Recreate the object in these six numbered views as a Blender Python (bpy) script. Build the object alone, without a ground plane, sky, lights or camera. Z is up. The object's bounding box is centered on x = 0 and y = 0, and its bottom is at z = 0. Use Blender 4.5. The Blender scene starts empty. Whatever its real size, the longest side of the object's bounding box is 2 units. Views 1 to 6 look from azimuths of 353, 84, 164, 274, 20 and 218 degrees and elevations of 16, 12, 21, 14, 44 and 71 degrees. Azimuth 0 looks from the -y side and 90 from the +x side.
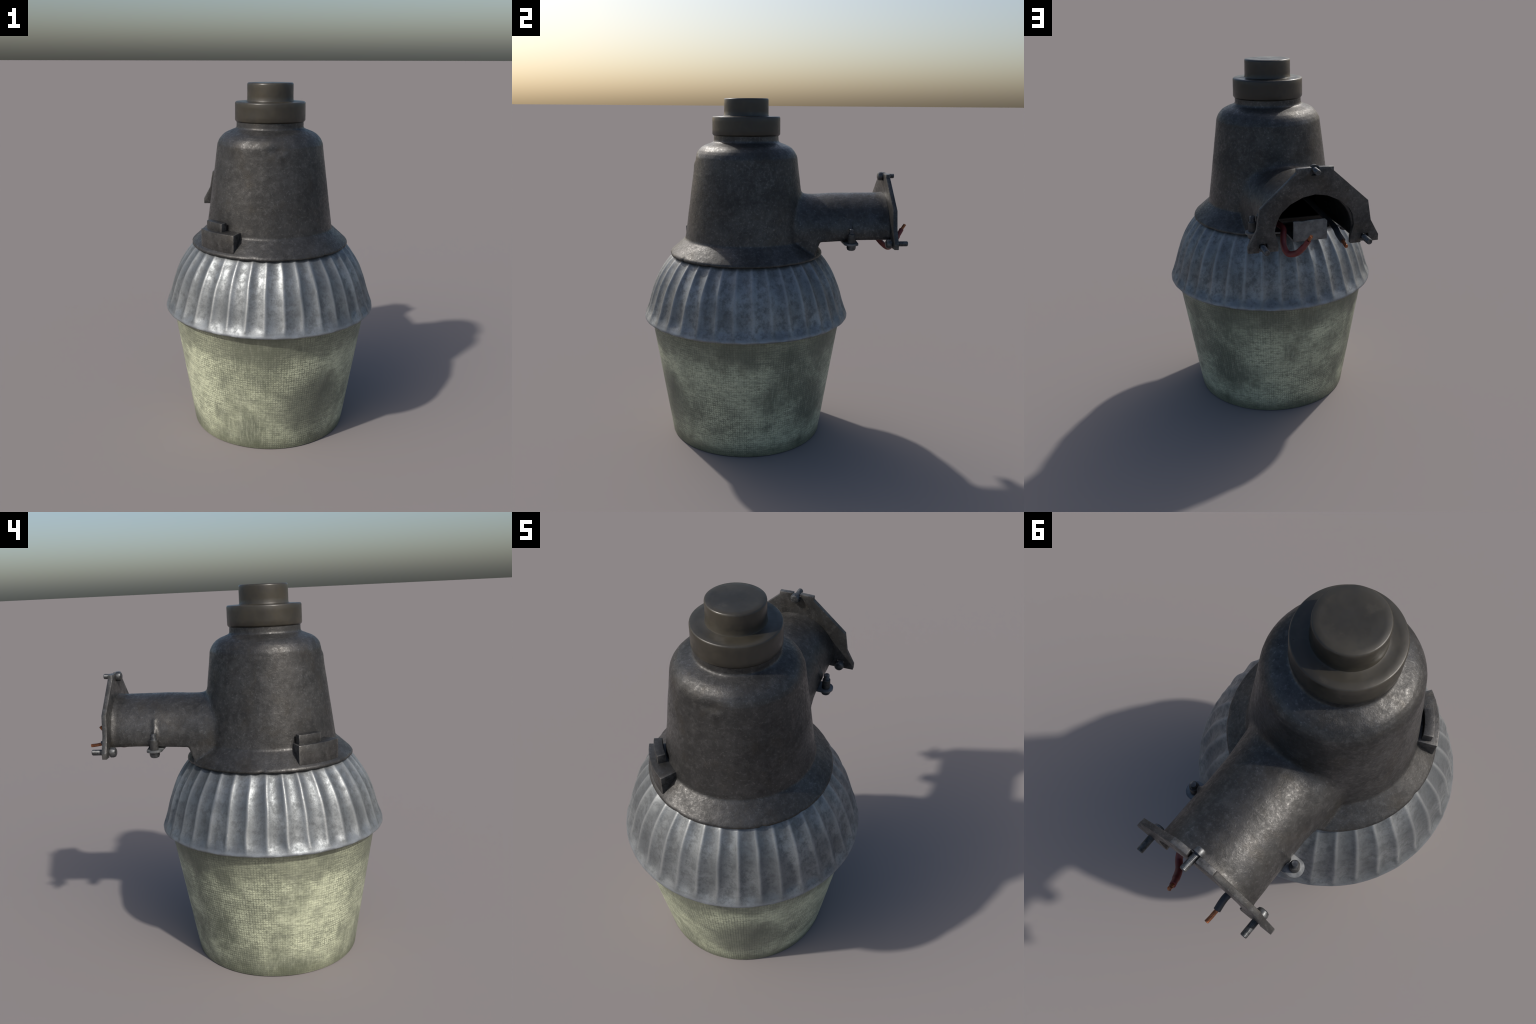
import bpy, bmesh, math, random
from mathutils import Vector, Matrix, noise

random.seed(7)
CX, CY = 0.003, -0.172          # axis of the lamp body
TAU = 2 * math.pi

# ------------------------------------------------------------------ helpers
def link(name, me, parent=None, mat=None):
    ob = bpy.data.objects.new(name, me)
    bpy.context.scene.collection.objects.link(ob)
    if parent is not None:
        ob.parent = parent
    if mat is not None:
        me.materials.clear()
        me.materials.append(mat)
    return ob

def mesh(name, verts, faces, smooth=None):
    me = bpy.data.meshes.new(name)
    me.from_pydata([tuple(v) for v in verts], [], faces)
    bm = bmesh.new(); bm.from_mesh(me)
    bmesh.ops.recalc_face_normals(bm, faces=bm.faces)
    bm.to_mesh(me); bm.free()
    if smooth is not None:
        shade(me, smooth)
    return me

def shade(me, angle=35):
    me.shade_smooth()
    me.set_sharp_from_angle(angle=math.radians(angle))

def revolve(profile, n=128, centre=(CX, CY), fn=None):
    """closed solid from an (r, z) profile running from axis to axis"""
    v, f, rings = [], [], []
    for r, z in profile:
        if r < 1e-6:
            rings.append([len(v)]); v.append((centre[0], centre[1], z))
        else:
            ring = []
            for i in range(n):
                a = TAU * i / n
                rr, zz = (r, z) if fn is None else fn(r, z, a)
                ring.append(len(v))
                v.append((centre[0] + rr * math.cos(a), centre[1] + rr * math.sin(a), zz))
            rings.append(ring)
    for A, B in zip(rings, rings[1:]):
        for i in range(n):
            j = (i + 1) % n
            if len(A) == 1 and len(B) == 1: continue
            if len(A) == 1: f.append((A[0], B[i], B[j]))
            elif len(B) == 1: f.append((A[i], B[0], A[j]))
            else: f.append((A[i], B[i], B[j], A[j]))
    return v, f

def smooth_line(pts, n):
    """Catmull-Rom through control points"""
    out = []
    P = [pts[0]] + list(pts) + [pts[-1]]
    for k in range(1, len(P) - 2):
        p0, p1, p2, p3 = (Vector(q) for q in P[k - 1:k + 3])
        for i in range(n):
            t = i / n
            out.append(0.5 * ((2 * p1) + (p2 - p0) * t + (2 * p0 - 5 * p1 + 4 * p2 - p3) * t * t
                              + (3 * p1 - p0 - 3 * p2 + p3) * t ** 3))
    out.append(Vector(pts[-1]))
    return out

def densify(prof, step):
    out = [prof[0]]
    for (r0, z0), (r1, z1) in zip(prof, prof[1:]):
        k = max(1, int(math.hypot(r1 - r0, z1 - z0) / step))
        out += [(r0 + (r1 - r0) * i / k, z0 + (z1 - z0) * i / k) for i in range(1, k + 1)]
    return out

def tube(pts, radius, n=20, wobble=0.0):
    """solid swept tube with closed ends"""
    v, f = [], []
    pts = [Vector(p) for p in pts]
    t0 = (pts[1] - pts[0]).normalized()
    up = t0.orthogonal().normalized()
    for i, p in enumerate(pts):
        t = (pts[min(i + 1, len(pts) - 1)] - pts[max(i - 1, 0)]).normalized()
        up = (up - t * up.dot(t)).normalized()
        s = t.cross(up)
        rad = radius(i / (len(pts) - 1)) if callable(radius) else radius
        for k in range(n):
            a = TAU * k / n
            rr = rad * (1 + wobble * noise.noise(Vector((p.x * 60 + math.cos(a), p.y * 60 + math.sin(a), p.z * 60))))
            v.append(p + (up * math.cos(a) + s * math.sin(a)) * rr)
    m = len(pts)
    for i in range(m - 1):
        for k in range(n):
            j = (k + 1) % n
            f.append((i * n + k, i * n + j, (i + 1) * n + j, (i + 1) * n + k))
    f.append(tuple(range(n))[::-1]); f.append(tuple((m - 1) * n + k for k in range(n)))
    return v, f

def bevel(me, width, segs=2, angle=30):
    bm = bmesh.new(); bm.from_mesh(me)
    e = [x for x in bm.edges if len(x.link_faces) == 2 and x.calc_face_angle(0) > math.radians(angle)]
    bmesh.ops.bevel(bm, geom=e, offset=width, segments=segs, profile=0.5, affect='EDGES', clamp_overlap=True)
    bm.to_mesh(me); bm.free()

def prism(outline, y0, y1):
    """extrude an (x, z) outline along y"""
    n = len(outline)
    v = [(x, y0, z) for x, z in outline] + [(x, y1, z) for x, z in outline]
    f = [tuple(range(n)), tuple(range(2 * n - 1, n - 1, -1))]
    f += [(i, (i + 1) % n, n + (i + 1) % n, n + i) for i in range(n)]
    return v, f

def boolean(me_a, me_b, op):
    a = bpy.data.objects.new("helper_a", me_a); b = bpy.data.objects.new("helper_b", me_b)
    for o in (a, b): bpy.context.scene.collection.objects.link(o)
    m = a.modifiers.new("cut", 'BOOLEAN'); m.object = b; m.operation = op; m.solver = 'EXACT'
    out = bpy.data.meshes.new_from_object(a.evaluated_get(bpy.context.evaluated_depsgraph_get()))
    for o in (a, b): bpy.data.objects.remove(o)
    return out

def apply_mods(me, mods):
    a = bpy.data.objects.new("helper_a", me)
    bpy.context.scene.collection.objects.link(a)
    for kind, props in mods:
        m = a.modifiers.new(kind, kind)
        for k, x in props.items(): setattr(m, k, x)
    out = bpy.data.meshes.new_from_object(a.evaluated_get(bpy.context.evaluated_depsgraph_get()))
    bpy.data.objects.remove(a)
    return out

def sstep(a, b, x):
    t = min(1, max(0, (x - a) / (b - a))); return t * t * (3 - 2 * t)

# ------------------------------------------------------------------ material nodes
class N:
    def __init__(s, name):
        s.mat = bpy.data.materials.new(name); s.mat.use_nodes = True
        s.t = s.mat.node_tree; s.t.nodes.clear()
        s.out = s.t.nodes.new('ShaderNodeOutputMaterial')
        s.b = s.t.nodes.new('ShaderNodeBsdfPrincipled')
        s.t.links.new(s.b.outputs[0], s.out.inputs[0])
        s.co = s.t.nodes.new('ShaderNodeTexCoord').outputs['Object']
    def put(s, sock, v):
        if v is None: return
        if isinstance(v, bpy.types.NodeSocket): s.t.links.new(v, sock)
        elif isinstance(v, (tuple, list)) and len(v) == 3 and sock.type == 'RGBA': sock.default_value = (*v, 1)
        else: sock.default_value = v
    def set(s, **k):
        for a, v in k.items(): s.put(s.b.inputs[a.replace('_', ' ')], v)
    def math(s, op, a, b=None, c=None, clamp=False):
        n = s.t.nodes.new('ShaderNodeMath'); n.operation = op; n.use_clamp = clamp
        for i, v in enumerate((a, b, c)): s.put(n.inputs[i], v)
        return n.outputs[0]
    def noise(s, scale, detail=4, rough=0.55, dist=0.0, vec=None, w=None):
        n = s.t.nodes.new('ShaderNodeTexNoise')
        s.put(n.inputs['Vector'], vec or s.co)
        for k, v in (('Scale', scale), ('Detail', detail), ('Roughness', rough), ('Distortion', dist)): s.put(n.inputs[k], v)
        return n.outputs[0]
    def voronoi(s, scale, feature='F1', vec=None, out=0):
        n = s.t.nodes.new('ShaderNodeTexVoronoi'); n.feature = feature
        s.put(n.inputs['Vector'], vec or s.co); s.put(n.inputs['Scale'], scale)
        return n.outputs[out]
    def mapping(s, scale=(1, 1, 1), rot=(0, 0, 0), loc=(0, 0, 0), vec=None):
        n = s.t.nodes.new('ShaderNodeMapping'); s.put(n.inputs[0], vec or s.co)
        n.inputs['Scale'].default_value = scale; n.inputs['Rotation'].default_value = rot; n.inputs['Location'].default_value = loc
        return n.outputs[0]
    def range(s, v, a, b, c=0.0, d=1.0, smooth=True):
        n = s.t.nodes.new('ShaderNodeMapRange'); n.interpolation_type = 'SMOOTHSTEP' if smooth else 'LINEAR'
        for i, x in enumerate((v, a, b, c, d)): s.put(n.inputs[i], x)
        return n.outputs[0]
    def mix(s, f, a, b, mode='MIX'):
        n = s.t.nodes.new('ShaderNodeMix'); n.data_type = 'RGBA'; n.blend_type = mode
        s.put(n.inputs[0], f); s.put(n.inputs[6], a); s.put(n.inputs[7], b)
        return n.outputs[2]
    def bump(s, h, strength=0.3, dist=0.004, prev=None):
        n = s.t.nodes.new('ShaderNodeBump'); s.put(n.inputs['Height'], h)
        n.inputs['Strength'].default_value = strength; n.inputs['Distance'].default_value = dist
        if prev is not None: s.put(n.inputs['Normal'], prev)
        return n.outputs[0]
    def xyz(s, vec=None):
        n = s.t.nodes.new('ShaderNodeSeparateXYZ'); s.put(n.inputs[0], vec or s.co); return n.outputs
    def vec(s, x, y, z):
        n = s.t.nodes.new('ShaderNodeCombineXYZ')
        for i, v in enumerate((x, y, z)): s.put(n.inputs[i], v)
        return n.outputs[0]
    def polar(s):
        """angle round the lamp axis, radius, height"""
        x, y, z = s.xyz()
        dx, dy = s.math('SUBTRACT', x, CX), s.math('SUBTRACT', y, CY)
        return s.math('ARCTAN2', dy, dx), s.math('SQRT', s.math('ADD', s.math('MULTIPLY', dx, dx), s.math('MULTIPLY', dy, dy))), z

def cast_metal(name, tint=(1, 1, 1), light=1.0, warm=0.0):
    m = N(name)
    big = m.noise(5.0, 5, 0.6, 0.4)
    mid = m.noise(30, 8, 0.75)
    grain = m.noise(75, 6, 0.7, vec=m.mapping(loc=(2.2, 5.5, 1.1)))
    fine = m.noise(190, 4, 0.65)
    g = lambda v: tuple(v * light * t for t in tint)
    col = m.mix(m.range(big, 0.36, 0.66), g(0.062), g(0.112))
    col = m.mix(m.math('MULTIPLY', m.range(mid, 0.47, 0.68), 0.50), col, g(0.19))
    col = m.mix(m.math('MULTIPLY', m.range(mid, 0.48, 0.30), 0.55), col, g(0.040))
    col = m.mix(m.math('MULTIPLY', m.range(grain, 0.52, 0.70), m.range(big, 0.35, 0.65, 0.20, 0.75)), col, g(0.28))
    col = m.mix(m.math('MULTIPLY', m.range(fine, 0.5, 0.75), 0.40), col, g(0.042))
    # brownish grime
    gr = m.noise(9, 5, 0.6, vec=m.mapping(loc=(3.1, 1.7, 0.4)))
    col = m.mix(m.math('MULTIPLY', m.range(gr, 0.5, 0.75), 0.38 + warm), col, (0.088 * light, 0.072 * light, 0.050 * light))
    # sparse pale scratches and specks
    patch = m.range(m.noise(6.5, 3, 0.6, vec=m.mapping(loc=(7.7, 0.3, 2.2))), 0.52, 0.62)
    sc = m.range(m.noise(60, 6, 0.78, 2.2), 0.60, 0.68)
    col = m.mix(m.math('MULTIPLY', m.math('MULTIPLY', patch, sc), 0.75), col, (0.20, 0.20, 0.20))
    # edges rubbed bright
    geo = m.t.nodes.new('ShaderNodeNewGeometry')
    edge = m.math('MULTIPLY', m.range(geo.outputs['Pointiness'], 0.535, 0.60), m.range(mid, 0.34, 0.56))
    col = m.mix(m.math('MULTIPLY', edge, 0.6), col, (0.20, 0.195, 0.185))
    # inside of the arm tunnel painted near black for its deep shadow
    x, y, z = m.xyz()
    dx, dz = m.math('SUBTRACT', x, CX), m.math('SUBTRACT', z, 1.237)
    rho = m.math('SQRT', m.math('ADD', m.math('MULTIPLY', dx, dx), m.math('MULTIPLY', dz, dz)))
    tunnel_shade_paint = m.math('MULTIPLY', m.range(rho, 0.2065, 0.203), m.math('MULTIPLY', m.range(y, -0.24, -0.22), m.range(y, 0.640, 0.630)))
    col = m.mix(m.math('MULTIPLY', tunnel_shade_paint, 0.8), col, (0.006, 0.006, 0.006))
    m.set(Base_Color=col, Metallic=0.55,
          Roughness=m.range(m.math('ADD', m.math('MULTIPLY', grain, 0.6), m.math('MULTIPLY', big, 0.4)), 0.38, 0.62, 0.55, 0.31))
    b = m.bump(mid, 0.18, 0.005)
    b = m.bump(grain, 0.28, 0.003, b)
    m.set(Normal=m.bump(fine, 0.25, 0.002, b))
    return m.mat

def plastic(name):
    m = N(name)
    a = m.noise(4, 4, 0.5); f = m.noise(90, 4, 0.6, vec=m.mapping(scale=(1, 1, 0.25)))
    col = m.mix(m.range(a, 0.35, 0.65), (0.021, 0.0185, 0.0135), (0.042, 0.037, 0.027))
    col = m.mix(m.math('MULTIPLY', m.range(f, 0.5, 0.75), 0.3), col, (0.020, 0.019, 0.016))
    d = m.noise(13, 6, 0.7, vec=m.mapping(loc=(1.9, 6.6, 0.7)))
    col = m.mix(m.math('MULTIPLY', m.range(d, 0.48, 0.68), 0.55), col, (0.018, 0.0165, 0.014))
    col = m.mix(m.math('MULTIPLY', m.range(d, 0.44, 0.30), 0.40), col, (0.060, 0.053, 0.040))
    m.set(Base_Color=col, Metallic=0.0, Roughness=m.range(d, 0.3, 0.7, 0.27, 0.46))
    m.set(Normal=m.bump(m.noise(14, 3, 0.5), 0.25, 0.006))
    return m.mat

def galvanised(name):
    m = N(name)
    ang, rad, z = m.polar()
    big = m.noise(4.5, 5, 0.6, 0.3); mid = m.noise(30, 7, 0.72); fine = m.noise(140, 3, 0.6)
    col = m.mix(m.range(big, 0.35, 0.68), (0.140, 0.152, 0.160), (0.240, 0.256, 0.264))
    col = m.mix(m.math('MULTIPLY', m.range(mid, 0.44, 0.68), 0.65), col, (0.086, 0.093, 0.097))
    col = m.mix(m.math('MULTIPLY', m.range(fine, 0.52, 0.75), 0.4), col, (0.08, 0.086, 0.092))
    # ridges: paler crest with darker foot
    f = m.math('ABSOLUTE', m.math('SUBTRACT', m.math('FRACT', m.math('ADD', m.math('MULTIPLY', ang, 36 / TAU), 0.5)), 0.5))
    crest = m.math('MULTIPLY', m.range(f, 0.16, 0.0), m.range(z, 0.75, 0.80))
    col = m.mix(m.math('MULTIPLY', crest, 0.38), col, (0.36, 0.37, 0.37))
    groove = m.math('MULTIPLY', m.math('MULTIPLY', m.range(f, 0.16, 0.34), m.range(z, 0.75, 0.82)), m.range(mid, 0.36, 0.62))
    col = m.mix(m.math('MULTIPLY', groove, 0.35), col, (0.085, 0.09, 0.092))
    rim = m.range(z, 0.755, 0.735)
    col = m.mix(m.math('MULTIPLY', rim, 0.4), col, (0.31, 0.335, 0.365))
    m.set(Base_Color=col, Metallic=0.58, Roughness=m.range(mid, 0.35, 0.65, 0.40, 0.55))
    m.set(Normal=m.bump(fine, 0.2, 0.002, m.bump(mid, 0.18, 0.004)))
    return m.mat

def lens_glass(name):
    m = N(name)
    ang, rad, z = m.polar()
    v = m.vec(m.math('MULTIPLY', ang, 0.5), 0.0, z)
    big = m.noise(3.6, 4, 0.6, 0.2); mid = m.noise(11, 6, 0.65)
    streak = m.noise(85, 4, 0.75, vec=m.vec(m.math('MULTIPLY', m.math('COSINE', ang), 0.11), m.math('MULTIPLY', m.math('SINE', ang), 0.11), z))
    vst = m.noise(75, 4, 0.75, vec=m.vec(m.math('MULTIPLY', m.math('COSINE', ang), 0.5), m.math('MULTIPLY', m.math('SINE', ang), 0.5), m.math('MULTIPLY', z, 0.17)))
    fine = m.noise(90, 4, 0.7)
    col = m.mix(m.range(big, 0.36, 0.62), (0.155, 0.170, 0.120), (0.58, 0.61, 0.43))
    col = m.mix(m.math('MULTIPLY', m.range(mid, 0.44, 0.7), 0.5), col, (0.21, 0.225, 0.165))
    col = m.mix(m.math('MULTIPLY', m.range(streak, 0.42, 0.64), 0.58), col, (0.155, 0.167, 0.122))
    col = m.mix(m.math('MULTIPLY', m.range(vst, 0.46, 0.66), 0.32), col, (0.56, 0.58, 0.435))
    col = m.mix(m.math('MULTIPLY', m.range(fine, 0.5, 0.8), 0.5), col, (0.10, 0.115, 0.075))
    spk = m.noise(42, 5, 0.75, vec=m.mapping(loc=(4.4, 9.1, 3.3)))
    col = m.mix(m.math('MULTIPLY', m.range(spk, 0.56, 0.68), 0.6), col, (0.12, 0.128, 0.095))
    # one large dark patch low on the front
    pz = m.vec(m.math('SUBTRACT', m.xyz()[0], CX + 0.5 * math.cos(math.radians(288))), m.math('SUBTRACT', m.xyz()[1], CY + 0.5 * math.sin(math.radians(288))), m.math('SUBTRACT', z, 0.27))
    ln = m.t.nodes.new('ShaderNodeVectorMath'); ln.operation = 'LENGTH'; m.put(ln.inputs[0], pz)
    pd = m.math('ADD', ln.outputs['Value'], m.math('MULTIPLY', m.math('SUBTRACT', mid, 0.5), 0.22))
    col = m.mix(m.math('MULTIPLY', m.range(pd, 0.27, 0.08), 0.78), col, (0.10, 0.108, 0.085))
    # dark bands under the shade rim and along the foot
    zn = m.math('ADD', z, m.math('MULTIPLY', m.math('SUBTRACT', mid, 0.5), 0.16))
    col = m.mix(m.math('MULTIPLY', m.range(zn, 0.52, 0.62), 0.58), col, (0.115, 0.122, 0.09))
    col = m.mix(m.math('MULTIPLY', m.range(zn, 0.10, 0.01), 0.72), col, (0.10, 0.11, 0.07))
    # prismatic grid moulded into the lens
    gv = m.math('SINE', m.math('MULTIPLY', ang, 232)); gh = m.math('SINE', m.math('MULTIPLY', z, TAU / 0.0136))
    dip = m.math('MINIMUM', m.range(gv, -0.9, 0.1), m.range(gh, -0.9, 0.1))
    worn = m.range(m.noise(3.0, 3, 0.5, vec=m.mapping(loc=(1.3, 4.1, 0.2))), 0.38, 0.60, 0.40, 1.0)
    dark = m.math('MULTIPLY', m.math('SUBTRACT', 1.0, dip), m.math('MULTIPLY', m.math('MULTIPLY', worn, m.range(fine, 0.34, 0.56)), 0.66))
    col = m.mix(dark, col, (0.095, 0.105, 0.078))
    m.set(Base_Color=col, Metallic=0.0, Roughness=m.range(mid, 0.3, 0.7, 0.42, 0.62))
    h = m.math('MULTIPLY', dip, worn)
    m.set(Normal=m.bump(h, 0.26, 0.003, m.bump(m.math('ADD', mid, m.math('MULTIPLY', streak, 0.4)), 0.25, 0.006)))
    return m.mat

def plain(name, c1, c2, metallic, rough, scale=25, bump=0.25):
    m = N(name)
    n = m.noise(scale, 5, 0.65)
    m.set(Base_Color=m.mix(m.range(n, 0.35, 0.68), c1, c2), Metallic=metallic,
          Roughness=m.range(n, 0.3, 0.7, rough - 0.07, rough + 0.07), Normal=m.bump(n, bump, 0.003))
    return m.mat

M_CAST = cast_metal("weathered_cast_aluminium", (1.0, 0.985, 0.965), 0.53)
M_PLATE = cast_metal("weathered_plate_aluminium", (1.0, 0.99, 0.97), 0.68, 0.1)
M_CAP = plastic("dark_olive_plastic")
M_SHADE = galvanised("galvanised_sheet")
M_LENS = lens_glass("dirty_prismatic_lens")
M_BOLT = plain("dull_steel", (0.06, 0.063, 0.066), (0.13, 0.135, 0.14), 0.7, 0.42, 60)
M_NUT = plain("dark_steel", (0.045, 0.045, 0.044), (0.08, 0.08, 0.078), 0.5, 0.5, 60)
M_STRAP = plain("zinc_plated_steel", (0.105, 0.112, 0.116), (0.19, 0.197, 0.20), 0.5, 0.45, 30)
M_RED = plain("red_wire_insulation", (0.115, 0.018, 0.018), (0.17, 0.026, 0.025), 0.0, 0.5, 40)
M_BLACK = plain("black_wire_insulation", (0.020, 0.021, 0.025), (0.035, 0.036, 0.04), 0.0, 0.5, 40)
M_COPPER = plain("copper_strands", (0.20, 0.075, 0.035), (0.42, 0.16, 0.07), 0.8, 0.4, 80)

# ------------------------------------------------------------------ root
root = bpy.data.objects.new("yard_light", None)
bpy.context.scene.collection.objects.link(root)
root["label"] = "old dark metal yard light with ribbed galvanised shade and dirty lens"
root["category"] = "outdoor lamp"

# ------------------------------------------------------------------ lens bowl
prof = [(0, 0.0), (0.4455, 0.0), (0.4495, 0.001), (0.4512, 0.005), (0.5515, 0.635), (0.567, 0.725), (0.555, 0.725),
        (0.54, 0.64), (0.43, 0.02), (0, 0.014)]
def bowl_warp(r, z, a):
    return r * (1 + 0.0015 * math.sin(3 * a + 1) + 0.001 * math.sin(7 * a)), z
v, f = revolve(densify(prof, 0.03), 160, fn=bowl_warp)
link("lens_bowl", mesh("lens_bowl", v, f, 30), root, M_LENS)

# ------------------------------------------------------------------ ribbed shade
NR, SUB = 36, 14
outer = smooth_line([(0.405, 1.118), (0.4405, 1.093), (0.469, 1.061), (0.498, 1.020), (0.5260, 0.971), (0.5475, 0.920), (0.5645, 0.870),
                     (0.5785, 0.820), (0.5910, 0.782), (0.601, 0.757)], 6)
outer = [(p.x, p.y) for p in outer]
lip = [(0.6055, 0.744), (0.6080, 0.737), (0.6080, 0.731), (0.6045, 0.7275), (0.599, 0.729)]
inner = [(r - 0.010, z - 0.004) for r, z in outer[::-1]]
prof = outer + lip + inner
n = NR * SUB
v, f = [], []
for k, (r, z) in enumerate(prof):
    fade = sstep(0.722, 0.79, z) * (1 - 0.3 * sstep(1.04, 1.10, z))
    for i in range(n):
        a = TAU * i / n
        rib = math.floor(i / SUB + 0.5)
        q = i / SUB
        q += 0.07 * noise.noise(Vector((rib % NR * 3.7, z * 9, 1.3)))     # ridges wander a little
        d = abs(q - math.floor(q + 0.5))                               # 0 at a ridge, .5 mid panel
        var = 1 + 0.35 * noise.noise(Vector((math.floor(q) % NR * 1.9, z * 5, 8.0)))
        e = math.sqrt(d * d + 0.0025) - 0.05 * math.exp(-d * 12)         # slightly rounded crest
        dep = fade * var * (0.0125 * math.sin(math.pi * min(0.5, e)) + 0.0015 * (1 - math.exp(-(d / 0.12) ** 2)))
        dep += 0.0012 * noise.noise(Vector((math.cos(a) * 7, math.sin(a) * 7, z * 7)))
        dz = 0.0022 * noise.noise(Vector((math.cos(a) * 7, math.sin(a) * 7, 5.0))) * (1 - fade)
        v.append((CX + (r + 0.001 * fade - dep) * math.cos(a), CY + (r + 0.001 * fade - dep) * math.sin(a), z + dz))
m = len(prof)
for k in range(m):
    kk = (k + 1) % m
    for i in range(n):
        j = (i + 1) % n
        f.append((k * n + i, k * n + j, kk * n + j, kk * n + i))
link("ribbed_shade", mesh("ribbed_shade", v, f, 50), root, M_SHADE)

# ------------------------------------------------------------------ cast housing with skirt and arm
body_prof = [(0, 1.80), (0.187, 1.80), (0.188, 1.757), (0.1955, 1.751), (0.2412, 1.7335), (0.2600, 1.7225), (0.2761, 1.7067), (0.2875, 1.690),
             (0.2960, 1.6705), (0.3590, 1.1970), (0.362, 1.1925), (0.4460, 1.1170), (0.4500, 1.111), (0.4500, 1.1025), (0.445, 1.1005), (0.430, 1.103), (0, 1.103)]
v, f = revolve(body_prof, 144)
housing = mesh("housing", v, f)

ZC, RO = 1.232, 0.2215
def arm_section(y):
    """arch outline: half width, top height, floor height at this y"""
    flare = 0.006 * sstep(0.605, 0.645, y) ** 2
    w = RO + flare + 0.016 * (1 - sstep(0.08, 0.30, y)) - 0.05 * (1 - sstep(0.0, 0.07, y))
    h = 1.4535 + flare - 0.007 * (1 - sstep(0.18, 0.40, y)) + 0.022 * (1 - sstep(0.11, 0.195, y))
    lo = 1.197 + 0.008 * sstep(0.25, 0.5, y)
    if y < 0.235: lo = 1.105 + 0.085 * max(0.0, (y - 0.200) / 0.034)       # walls drop to the skirt
    return w, h, lo
ys = [0.0, 0.04, 0.08, 0.11, 0.14, 0.17, 0.20, 0.212, 0.2235, 0.234, 0.2355, 0.26, 0.30, 0.34, 0.38, 0.42, 0.46, 0.50, 0.55, 0.60, 0.615, 0.63, 0.64, 0.648]
v, f = [], []
K = 48
for y in ys:
    w, h, lo = arm_section(y)
    wb = w * 0.975 + 0.022 * (1 - sstep(0.10, 0.38, y))      # side walls splay out towards the skirt
    v.append((CX + wb, y, lo))
    v.append((CX + w, y, ZC - 0.012))
    for k in range(K + 1):
        a = math.pi * k / K
        v.append((CX + w * math.cos(a), y, ZC + (h - ZC) * math.sin(a)))
    v.append((CX - w, y, ZC - 0.012))
    v.append((CX - wb, y, lo))
L = K + 5
for i in range(len(ys) - 1):
    for k in range(L):
        j = (k + 1) % L
        f.append((i * L + k, i * L + j, (i + 1) * L + j, (i + 1) * L + k))
f.append(tuple(range(L))); f.append(tuple((len(ys) - 1) * L + k for k in range(L)))
arm = mesh("arm", v, f)

RI = 0.199
void = []
for k in range(33):
    a = math.pi * k / 32
    void.append((CX + RI * math.cos(a), 1.237 + RI * math.sin(a)))
void = [(CX + 0.186, 1.115), (CX + 0.190, 1.19)] + void + [(CX - 0.190, 1.19), (CX - 0.186, 1.115)]
v, f = prism(void, 0.275, 0.70)
voids = [mesh("void", v, f)]
v, f = prism([(x * 0.998, max(z, 1.187)) for i, (x, z) in enumerate(void) if 0 < i < len(void) - 1], -0.22, 0.29)
voids.append(mesh("void", v, f))

# clamp bolt bosses: slim gussets running up the arm sides
CLAMP_Y, CLAMP_X = 0.411, 0.252
def boss(side):
    x0 = CX + side * 0.20
    v, f = [], []
    pts = [(1.345, 0.003, 0.190), (1.312, 0.009, 0.212), (1.276, 0.015, 0.234), (1.240, 0.014, 0.228)]
    for z, hw, xo in pts:
        v += [(x0, CLAMP_Y - hw, z), (CX + side * xo, CLAMP_Y - hw * 0.6, z), (CX + side * xo, CLAMP_Y + hw * 0.6, z), (x0, CLAMP_Y + hw, z)]
    for i in range(len(pts) - 1):
        for k in range(4):
            j = (k + 1) % 4
            f.append((i * 4 + k, i * 4 + j, i * 4 + 4 + j, i * 4 + 4 + k))
    f.append((0, 1, 2, 3)); f.append((12, 13, 14, 15))
    return mesh("boss", v, f)

body = boolean(housing, arm, 'UNION')
for q in voids:
    body = boolean(body, q, 'DIFFERENCE')
bm = bmesh.new(); bm.from_mesh(body)
for side in (-1, 1):
    bm.from_mesh(boss(side))            # fused by the remesh below
bm.to_mesh(body); bm.free()
assert len(body.vertices) > 1000
body = apply_mods(body, [('REMESH', dict(mode='VOXEL', voxel_size=0.0052)), ('SMOOTH', dict(factor=0.5, iterations=3))])
# cast unevenness, a dent on the shoulder, nicks along the skirt rim
bm = bmesh.new(); bm.from_mesh(body)
def near_joint(p):
    r = math.hypot(p.x - CX, p.y - CY)
    if not (-0.03 < p.y < 0.28 and 1.207 < p.z < 1.52 and r > 0.30): return False
    dx, dz = p.x - CX, p.z - 1.237
    return not (math.hypot(dx, dz) < 0.207 if dz > 0 else abs(dx) < 0.203)
joint = [x for x in bm.verts if near_joint(x.co)]
for _ in range(55):
    bmesh.ops.smooth_vert(bm, verts=joint, factor=0.5, use_axis_x=True, use_axis_y=True, use_axis_z=True)
bosses = [x for x in bm.verts if abs(x.co.y - CLAMP_Y) < 0.035 and x.co.z > 1.255 and math.hypot(x.co.x - CX, x.co.z - ZC) > 0.212]
for _ in range(7):
    bmesh.ops.smooth_vert(bm, verts=bosses, factor=0.5, use_axis_x=True, use_axis_y=True, use_axis_z=True)
bm.normal_update()
nicks = [(251, 0.06, 0.007), (304, 0.035, 0.010), (178, 0.05, 0.009), (30, 0.05, 0.006), (120, 0.06, 0.006), (276, 0.09, 0.004), (330, 0.05, 0.006)]
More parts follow.
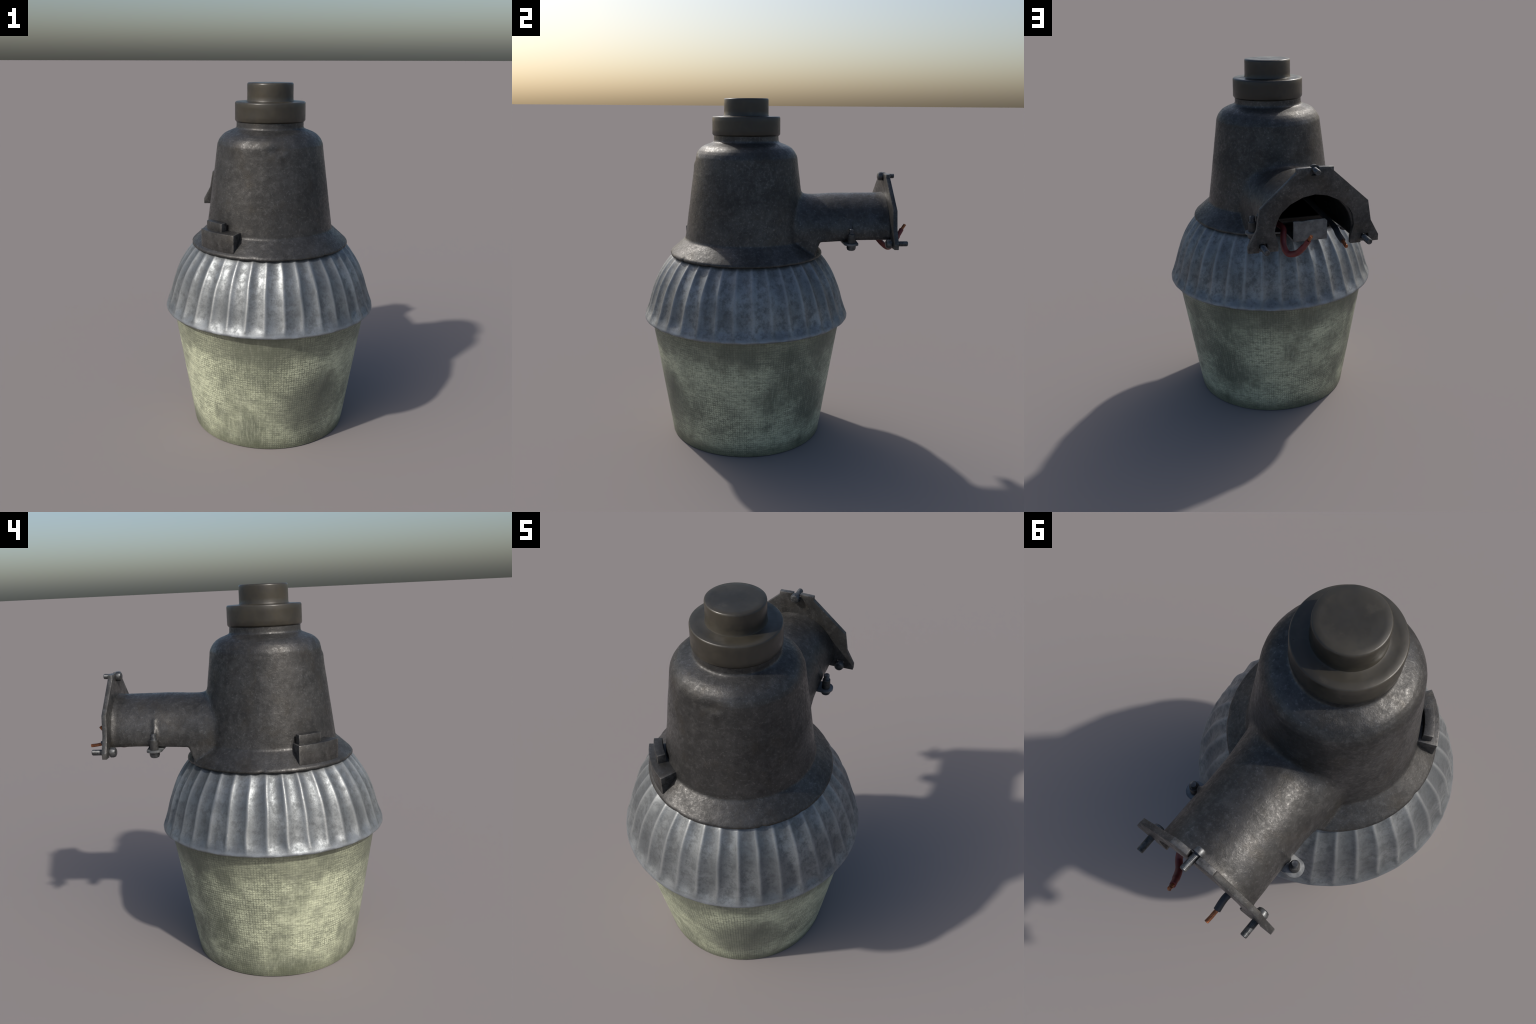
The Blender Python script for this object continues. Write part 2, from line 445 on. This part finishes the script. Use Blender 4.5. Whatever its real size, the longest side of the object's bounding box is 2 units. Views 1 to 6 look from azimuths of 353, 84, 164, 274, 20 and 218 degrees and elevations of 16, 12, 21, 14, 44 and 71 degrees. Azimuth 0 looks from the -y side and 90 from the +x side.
for x in bm.verts:
    p = x.co; nn = x.normal
    d = 0.0014 * noise.noise(p * 8) + 0.0005 * noise.noise(p * 34)
    q = (p - Vector((CX, CY - 0.292, 1.662))); q.z *= 1.9
    d -= 0.007 * math.exp(-(q.length / 0.042) ** 2)
    q = (p - Vector((CX + 0.012, CY - 0.30, 1.628))); q.z *= 1.9
    d += 0.0025 * math.exp(-(q.length / 0.045) ** 2)
    r = math.hypot(p.x - CX, p.y - CY)
    if r > 0.40 and p.z < 1.15 and p.y < 0.25:
        a = math.degrees(math.atan2(p.y - CY, p.x - CX)) % 360
        for az, wd, dp in nicks:
            dp *= 0.6
            da = math.radians((a - az + 180) % 360 - 180) * r
            d -= dp * math.exp(-(da / (wd * 0.35)) ** 2) * (1 - sstep(1.102, 1.13, p.z))
    x.co = p + nn * d
bm.to_mesh(body); bm.free()
body.shade_smooth()

# split into named regions with the whole body's normals kept
bpy.context.view_layer.update()
normals = [Vector(x.vector) for x in body.vertex_normals]
def region(c):
    r = math.hypot(c.x - CX, c.y - CY)
    rc = 0.359 + (1.192 - c.z) * 0.133           # dome wall radius at this height
    if c.y > 0.05 and abs(c.x) < 0.36 and c.z < 1.52 and r > max(rc, 0.3) + 0.004 and c.z > 1.185 - 0.35 * max(0, c.y - 0.05) * 0: return "mounting_arm"
    if c.z < 1.186: return "skirt_flange" if c.y < 0.31 else "mounting_arm"
    return "housing" if c.y < 0.05 or r <= rc + 0.004 else "mounting_arm"
groups = {}
for p in body.polygons:
    groups.setdefault(region(p.center), []).append(p)
co = [x.co.copy() for x in body.vertices]
for name, polys in groups.items():
    idx, vs, fs = {}, [], []
    for p in polys:
        ff = []
        for i in p.vertices:
            if i not in idx:
                idx[i] = len(vs); vs.append(i)
            ff.append(idx[i])
        fs.append(ff)
    me = bpy.data.meshes.new(name)
    me.from_pydata([co[i] for i in vs], [], fs)
    me.shade_smooth()
    me.normals_split_custom_set_from_vertices([normals[i] for i in vs])
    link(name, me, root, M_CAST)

# ------------------------------------------------------------------ latch lug on the skirt
def arc_block(name, a0, a1, r_in, r_out, z0, z1, bev, n=16, foot=None):
    v, f = [], []
    for i in range(n + 1):
        a = math.radians(a0 + (a1 - a0) * i / n)
        c, s = math.cos(a), math.sin(a)
        zin = foot if foot is not None else z0
        for r, z in ((r_in, zin), (r_out, z0), (r_out, z1), (r_in, z1)):
            w = 0.0012 * noise.noise(Vector((c * 40, s * 40, z * 60)))
            v.append((CX + (r + w) * c, CY + (r + w) * s, z + w))
    for i in range(n):
        for k in range(4):
            j = (k + 1) % 4
            f.append((i * 4 + k, i * 4 + j, i * 4 + 4 + j, i * 4 + 4 + k))
    f.append((0, 1, 2, 3)); f.append(tuple(n * 4 + k for k in range(4)))
    me = mesh(name, v, f); bevel(me, bev, 2, 40); shade(me, 40)
    return me
lug = link("latch_lug", arc_block("latch_lug", 202, 236.2, 0.335, 0.4365, 1.104, 1.2255, 0.004, foot=1.16), root, M_CAST)
link("latch_tab", arc_block("latch_tab", 204, 222.6, 0.366, 0.4075, 1.218, 1.2715, 0.003), lug, M_CAST)

# ------------------------------------------------------------------ photocell cap
prof = [(0, 1.790), (0.190, 1.790), (0.1945, 1.795), (0.1965, 1.800), (0.1960, 1.890), (0.1945, 1.8955), (0.190, 1.8985), (0.140, 1.899), (0.131, 1.9015),
        (0.1285, 1.908), (0.1280, 1.990), (0.1268, 1.9965), (0.122, 1.9997), (0, 2.0)]
v, f = revolve(densify(prof, 0.02), 128)
link("photocell_cap", mesh("photocell_cap", v, f, 50), root, M_CAP)

# ------------------------------------------------------------------ mounting plate
half = [(0.0195, 1.571), (0.0935, 1.5685), (0.0935, 1.549), (0.2765, 1.385), (0.294, 1.281), (0.3375, 1.201), (0.3375, 1.1695),
        (0.283, 1.1685), (0.283, 1.213), (0.243, 1.213), (0.243, 1.1675), (0.187, 1.167), (0.186, 1.20), (0.2035, 1.268), (0.196, 1.318), (0.1785, 1.351), (0.125, 1.397), (0.062, 1.4265)]
right = [(0.0195, 1.531)] + half + [(0.0, 1.437)]
outline = [(CX + x, z) for x, z in right] + [(CX - x, z) for x, z in right[:-1][::-1]]
v, f = prism(outline, 0.6405, 0.6655)
plate = mesh("mounting_plate", v, f)
bevel(plate, 0.0025, 2, 20)
plate = apply_mods(plate, [('TRIANGULATE', dict())])
shade(plate, 25)
plate_ob = link("mounting_plate", plate, root, M_PLATE)

# ------------------------------------------------------------------ bolts
def bolt_mesh(name, shaft_r, shaft_len, head_r, head_h, slot=True):
    """axis along +y, seat of the head at y = 0, head towards -y"""
    prof = [(0, -head_h), (head_r * 0.55, -head_h), (head_r * 0.85, -head_h * 0.86), (head_r, -head_h * 0.5), (head_r, 0)]
    y = 0.0; prof.append((shaft_r, 0))
    while y < shaft_len - 0.006:
        prof += [(shaft_r, y + 0.0015), (shaft_r * 0.93, y + 0.003)]; y += 0.0045
    prof += [(shaft_r * 0.97, shaft_len - 0.003), (shaft_r * 0.8, shaft_len), (0, shaft_len)]
    v, f = revolve(prof, 28, (0, 0))
    v = [(x, z, -yy) for x, yy, z in v]
    me = mesh(name, v, f, 38)
    me.materials.append(M_BOLT)
    return me
foot = bolt_mesh("mounting_bolt", 0.0155, 0.098, 0.027, 0.030)
def place(name, me, parent, loc, rot):
    ob = link(name, me, parent)
    ob.location = loc; ob.rotation_euler = rot
    return ob
place("mounting_bolt", foot, plate_ob, (CX + 0.2625, 0.638, 1.191), (0, 0.4, 0))
place("mounting_bolt", foot, plate_ob, (CX - 0.2625, 0.638, 1.191), (0.02, 1.3, 0))
place("mounting_bolt", bolt_mesh("mounting_bolt", 0.0145, 0.072, 0.025, 0.027), plate_ob, (CX - 0.003, 0.6385, 1.552), (0.03, 0.9, -0.03))

# ------------------------------------------------------------------ clamp strap, bolts and nuts
def strap():
    n = 14
    w = CLAMP_X
    pts = [(w + 0.002 + 0.036 * math.sin(math.pi * k / n), CLAMP_Y - 0.040 * math.cos(math.pi * k / n)) for k in range(n + 1)]
    ol = [(CX + x, y) for x, y in pts]
    ol += [(CX + 0.15, 0.458), (CX + 0.094, 0.468), (CX + 0.0925, 0.606), (CX - 0.0835, 0.606), (CX - 0.085, 0.468), (CX - 0.15, 0.458)]
    ol += [(2 * CX - x, y) for x, y in [(p[0] + CX, p[1]) for p in pts[::-1]]]
    m = len(ol)
    z0, z1 = 1.1845, 1.1945
    v = [(x, y, z0) for x, y in ol] + [(x, y, z1) for x, y in ol]
    f = [tuple(range(m)), tuple(range(2 * m - 1, m - 1, -1))] + [(i, (i + 1) % m, m + (i + 1) % m, m + i) for i in range(m)]
    a = mesh("strap", v, f)
    # upturned lip at the free end, slightly wavy on top
    v, f = [], []
    nx, nz = 16, 6
    for yy in (0.598, 0.6075):
        for i in range(nx + 1):
            for k in range(nz + 1):
                t, s = i / nx, k / nz
                x = CX + 0.0925 - 0.176 * t
                top = 1.291 - 0.004 * math.exp(-((t - 0.27) / 0.09) ** 2) + 0.002 * t
                if t > 0.93: top -= 0.012 * (t - 0.93) / 0.07
                bot = 1.1855 + 0.010 * sstep(0.45, 1, t)
                v.append((x, yy + 0.003 * math.sin(3 * t) * s, bot + (top - bot) * s))
    q = (nx + 1) * (nz + 1)
    at = lambda b, i, k: b * q + i * (nz + 1) + k
    for i in range(nx):
        for k in range(nz):
            for b in (0, 1): f.append((at(b, i, k), at(b, i + 1, k), at(b, i + 1, k + 1), at(b, i, k + 1)))
    for i in range(nx):
        for k in (0, nz): f.append((at(0, i, k), at(0, i + 1, k), at(1, i + 1, k), at(1, i, k)))
    for k in range(nz):
        for i in (0, nx): f.append((at(0, i, k), at(0, i, k + 1), at(1, i, k + 1), at(1, i, k)))
    b = mesh("lip", v, f)
    me = boolean(a, b, 'UNION')
    bevel(me, 0.0025, 2, 40); shade(me, 40)
    return me
strap_ob = link("clamp_strap", strap(), root, M_STRAP)
clamp = bolt_mesh("clamp_bolt", 0.0150, 0.094, 0.0265, 0.030)
nut_v, nut_f = revolve([(0, 0), (0.0215, 0.0), (0.022, 0.003), (0.0205, 0.050), (0.0185, 0.052), (0, 0.052)], 28, (0, 0))
nut = mesh("clamp_nut", nut_v, nut_f, 38); nut.materials.append(M_NUT)
for s in (1, -1):
    b = place("clamp_bolt", clamp, strap_ob, (CX + s * CLAMP_X, CLAMP_Y, 1.1835), (math.radians(90), 0, 0))
    place("clamp_nut", nut, b, (0, 0.0115, 0), (math.radians(-90), 0, 0))

# ------------------------------------------------------------------ wires
def wire(name, mat, pts, rad, core, core_r):
    v, f = tube(smooth_line(pts, 7), rad, 18)
    w = link(name, mesh(name, v, f, 50), root, mat)
    cv, cf = [], []
    line = smooth_line(core, 6)
    for k in range(5):                              # twisted strands
        tw = []
        d = (line[-1] - line[0]).normalized(); u = d.orthogonal().normalized(); s = d.cross(u)
        for i, p in enumerate(line):
            a = TAU * k / 5 + i * 0.16
            tw.append(p + (u * math.cos(a) + s * math.sin(a)) * core_r * 0.5)
        tv, tf = tube(tw, core_r * 0.58, 10)
        cf += [tuple(i + len(cv) for i in q) for q in tf]; cv += tv
    link("copper_core", mesh("copper_core", cv, cf, 50), w, M_COPPER)
red_r = lambda t: 0.0155 if t < 0.83 else 0.0130
wire("red_wire", M_RED, [(0.13, 0.12, 1.27), (0.14, 0.30, 1.255), (0.143, 0.46, 1.25), (0.131, 0.545, 1.243), (0.140, 0.580, 1.215), (0.149, 0.615, 1.175), (0.138, 0.655, 1.146),
     (0.106, 0.690, 1.157), (0.085, 0.722, 1.192), (0.0725, 0.744, 1.222), (0.066, 0.756, 1.241)], red_r,
     [(0.067, 0.750, 1.232), (0.064, 0.763, 1.250), (0.060, 0.776, 1.268)], 0.0085)
wire("black_wire", M_BLACK, [(-0.05, 0.12, 1.33), (-0.075, 0.28, 1.31), (-0.105, 0.42, 1.272), (-0.133, 0.53, 1.236), (-0.131, 0.60, 1.227), (-0.118, 0.665, 1.224), (-0.1205, 0.722, 1.2075)],
     0.0148, [(-0.1215, 0.712, 1.2085), (-0.119, 0.745, 1.203), (-0.1165, 0.781, 1.1985)], 0.0085)
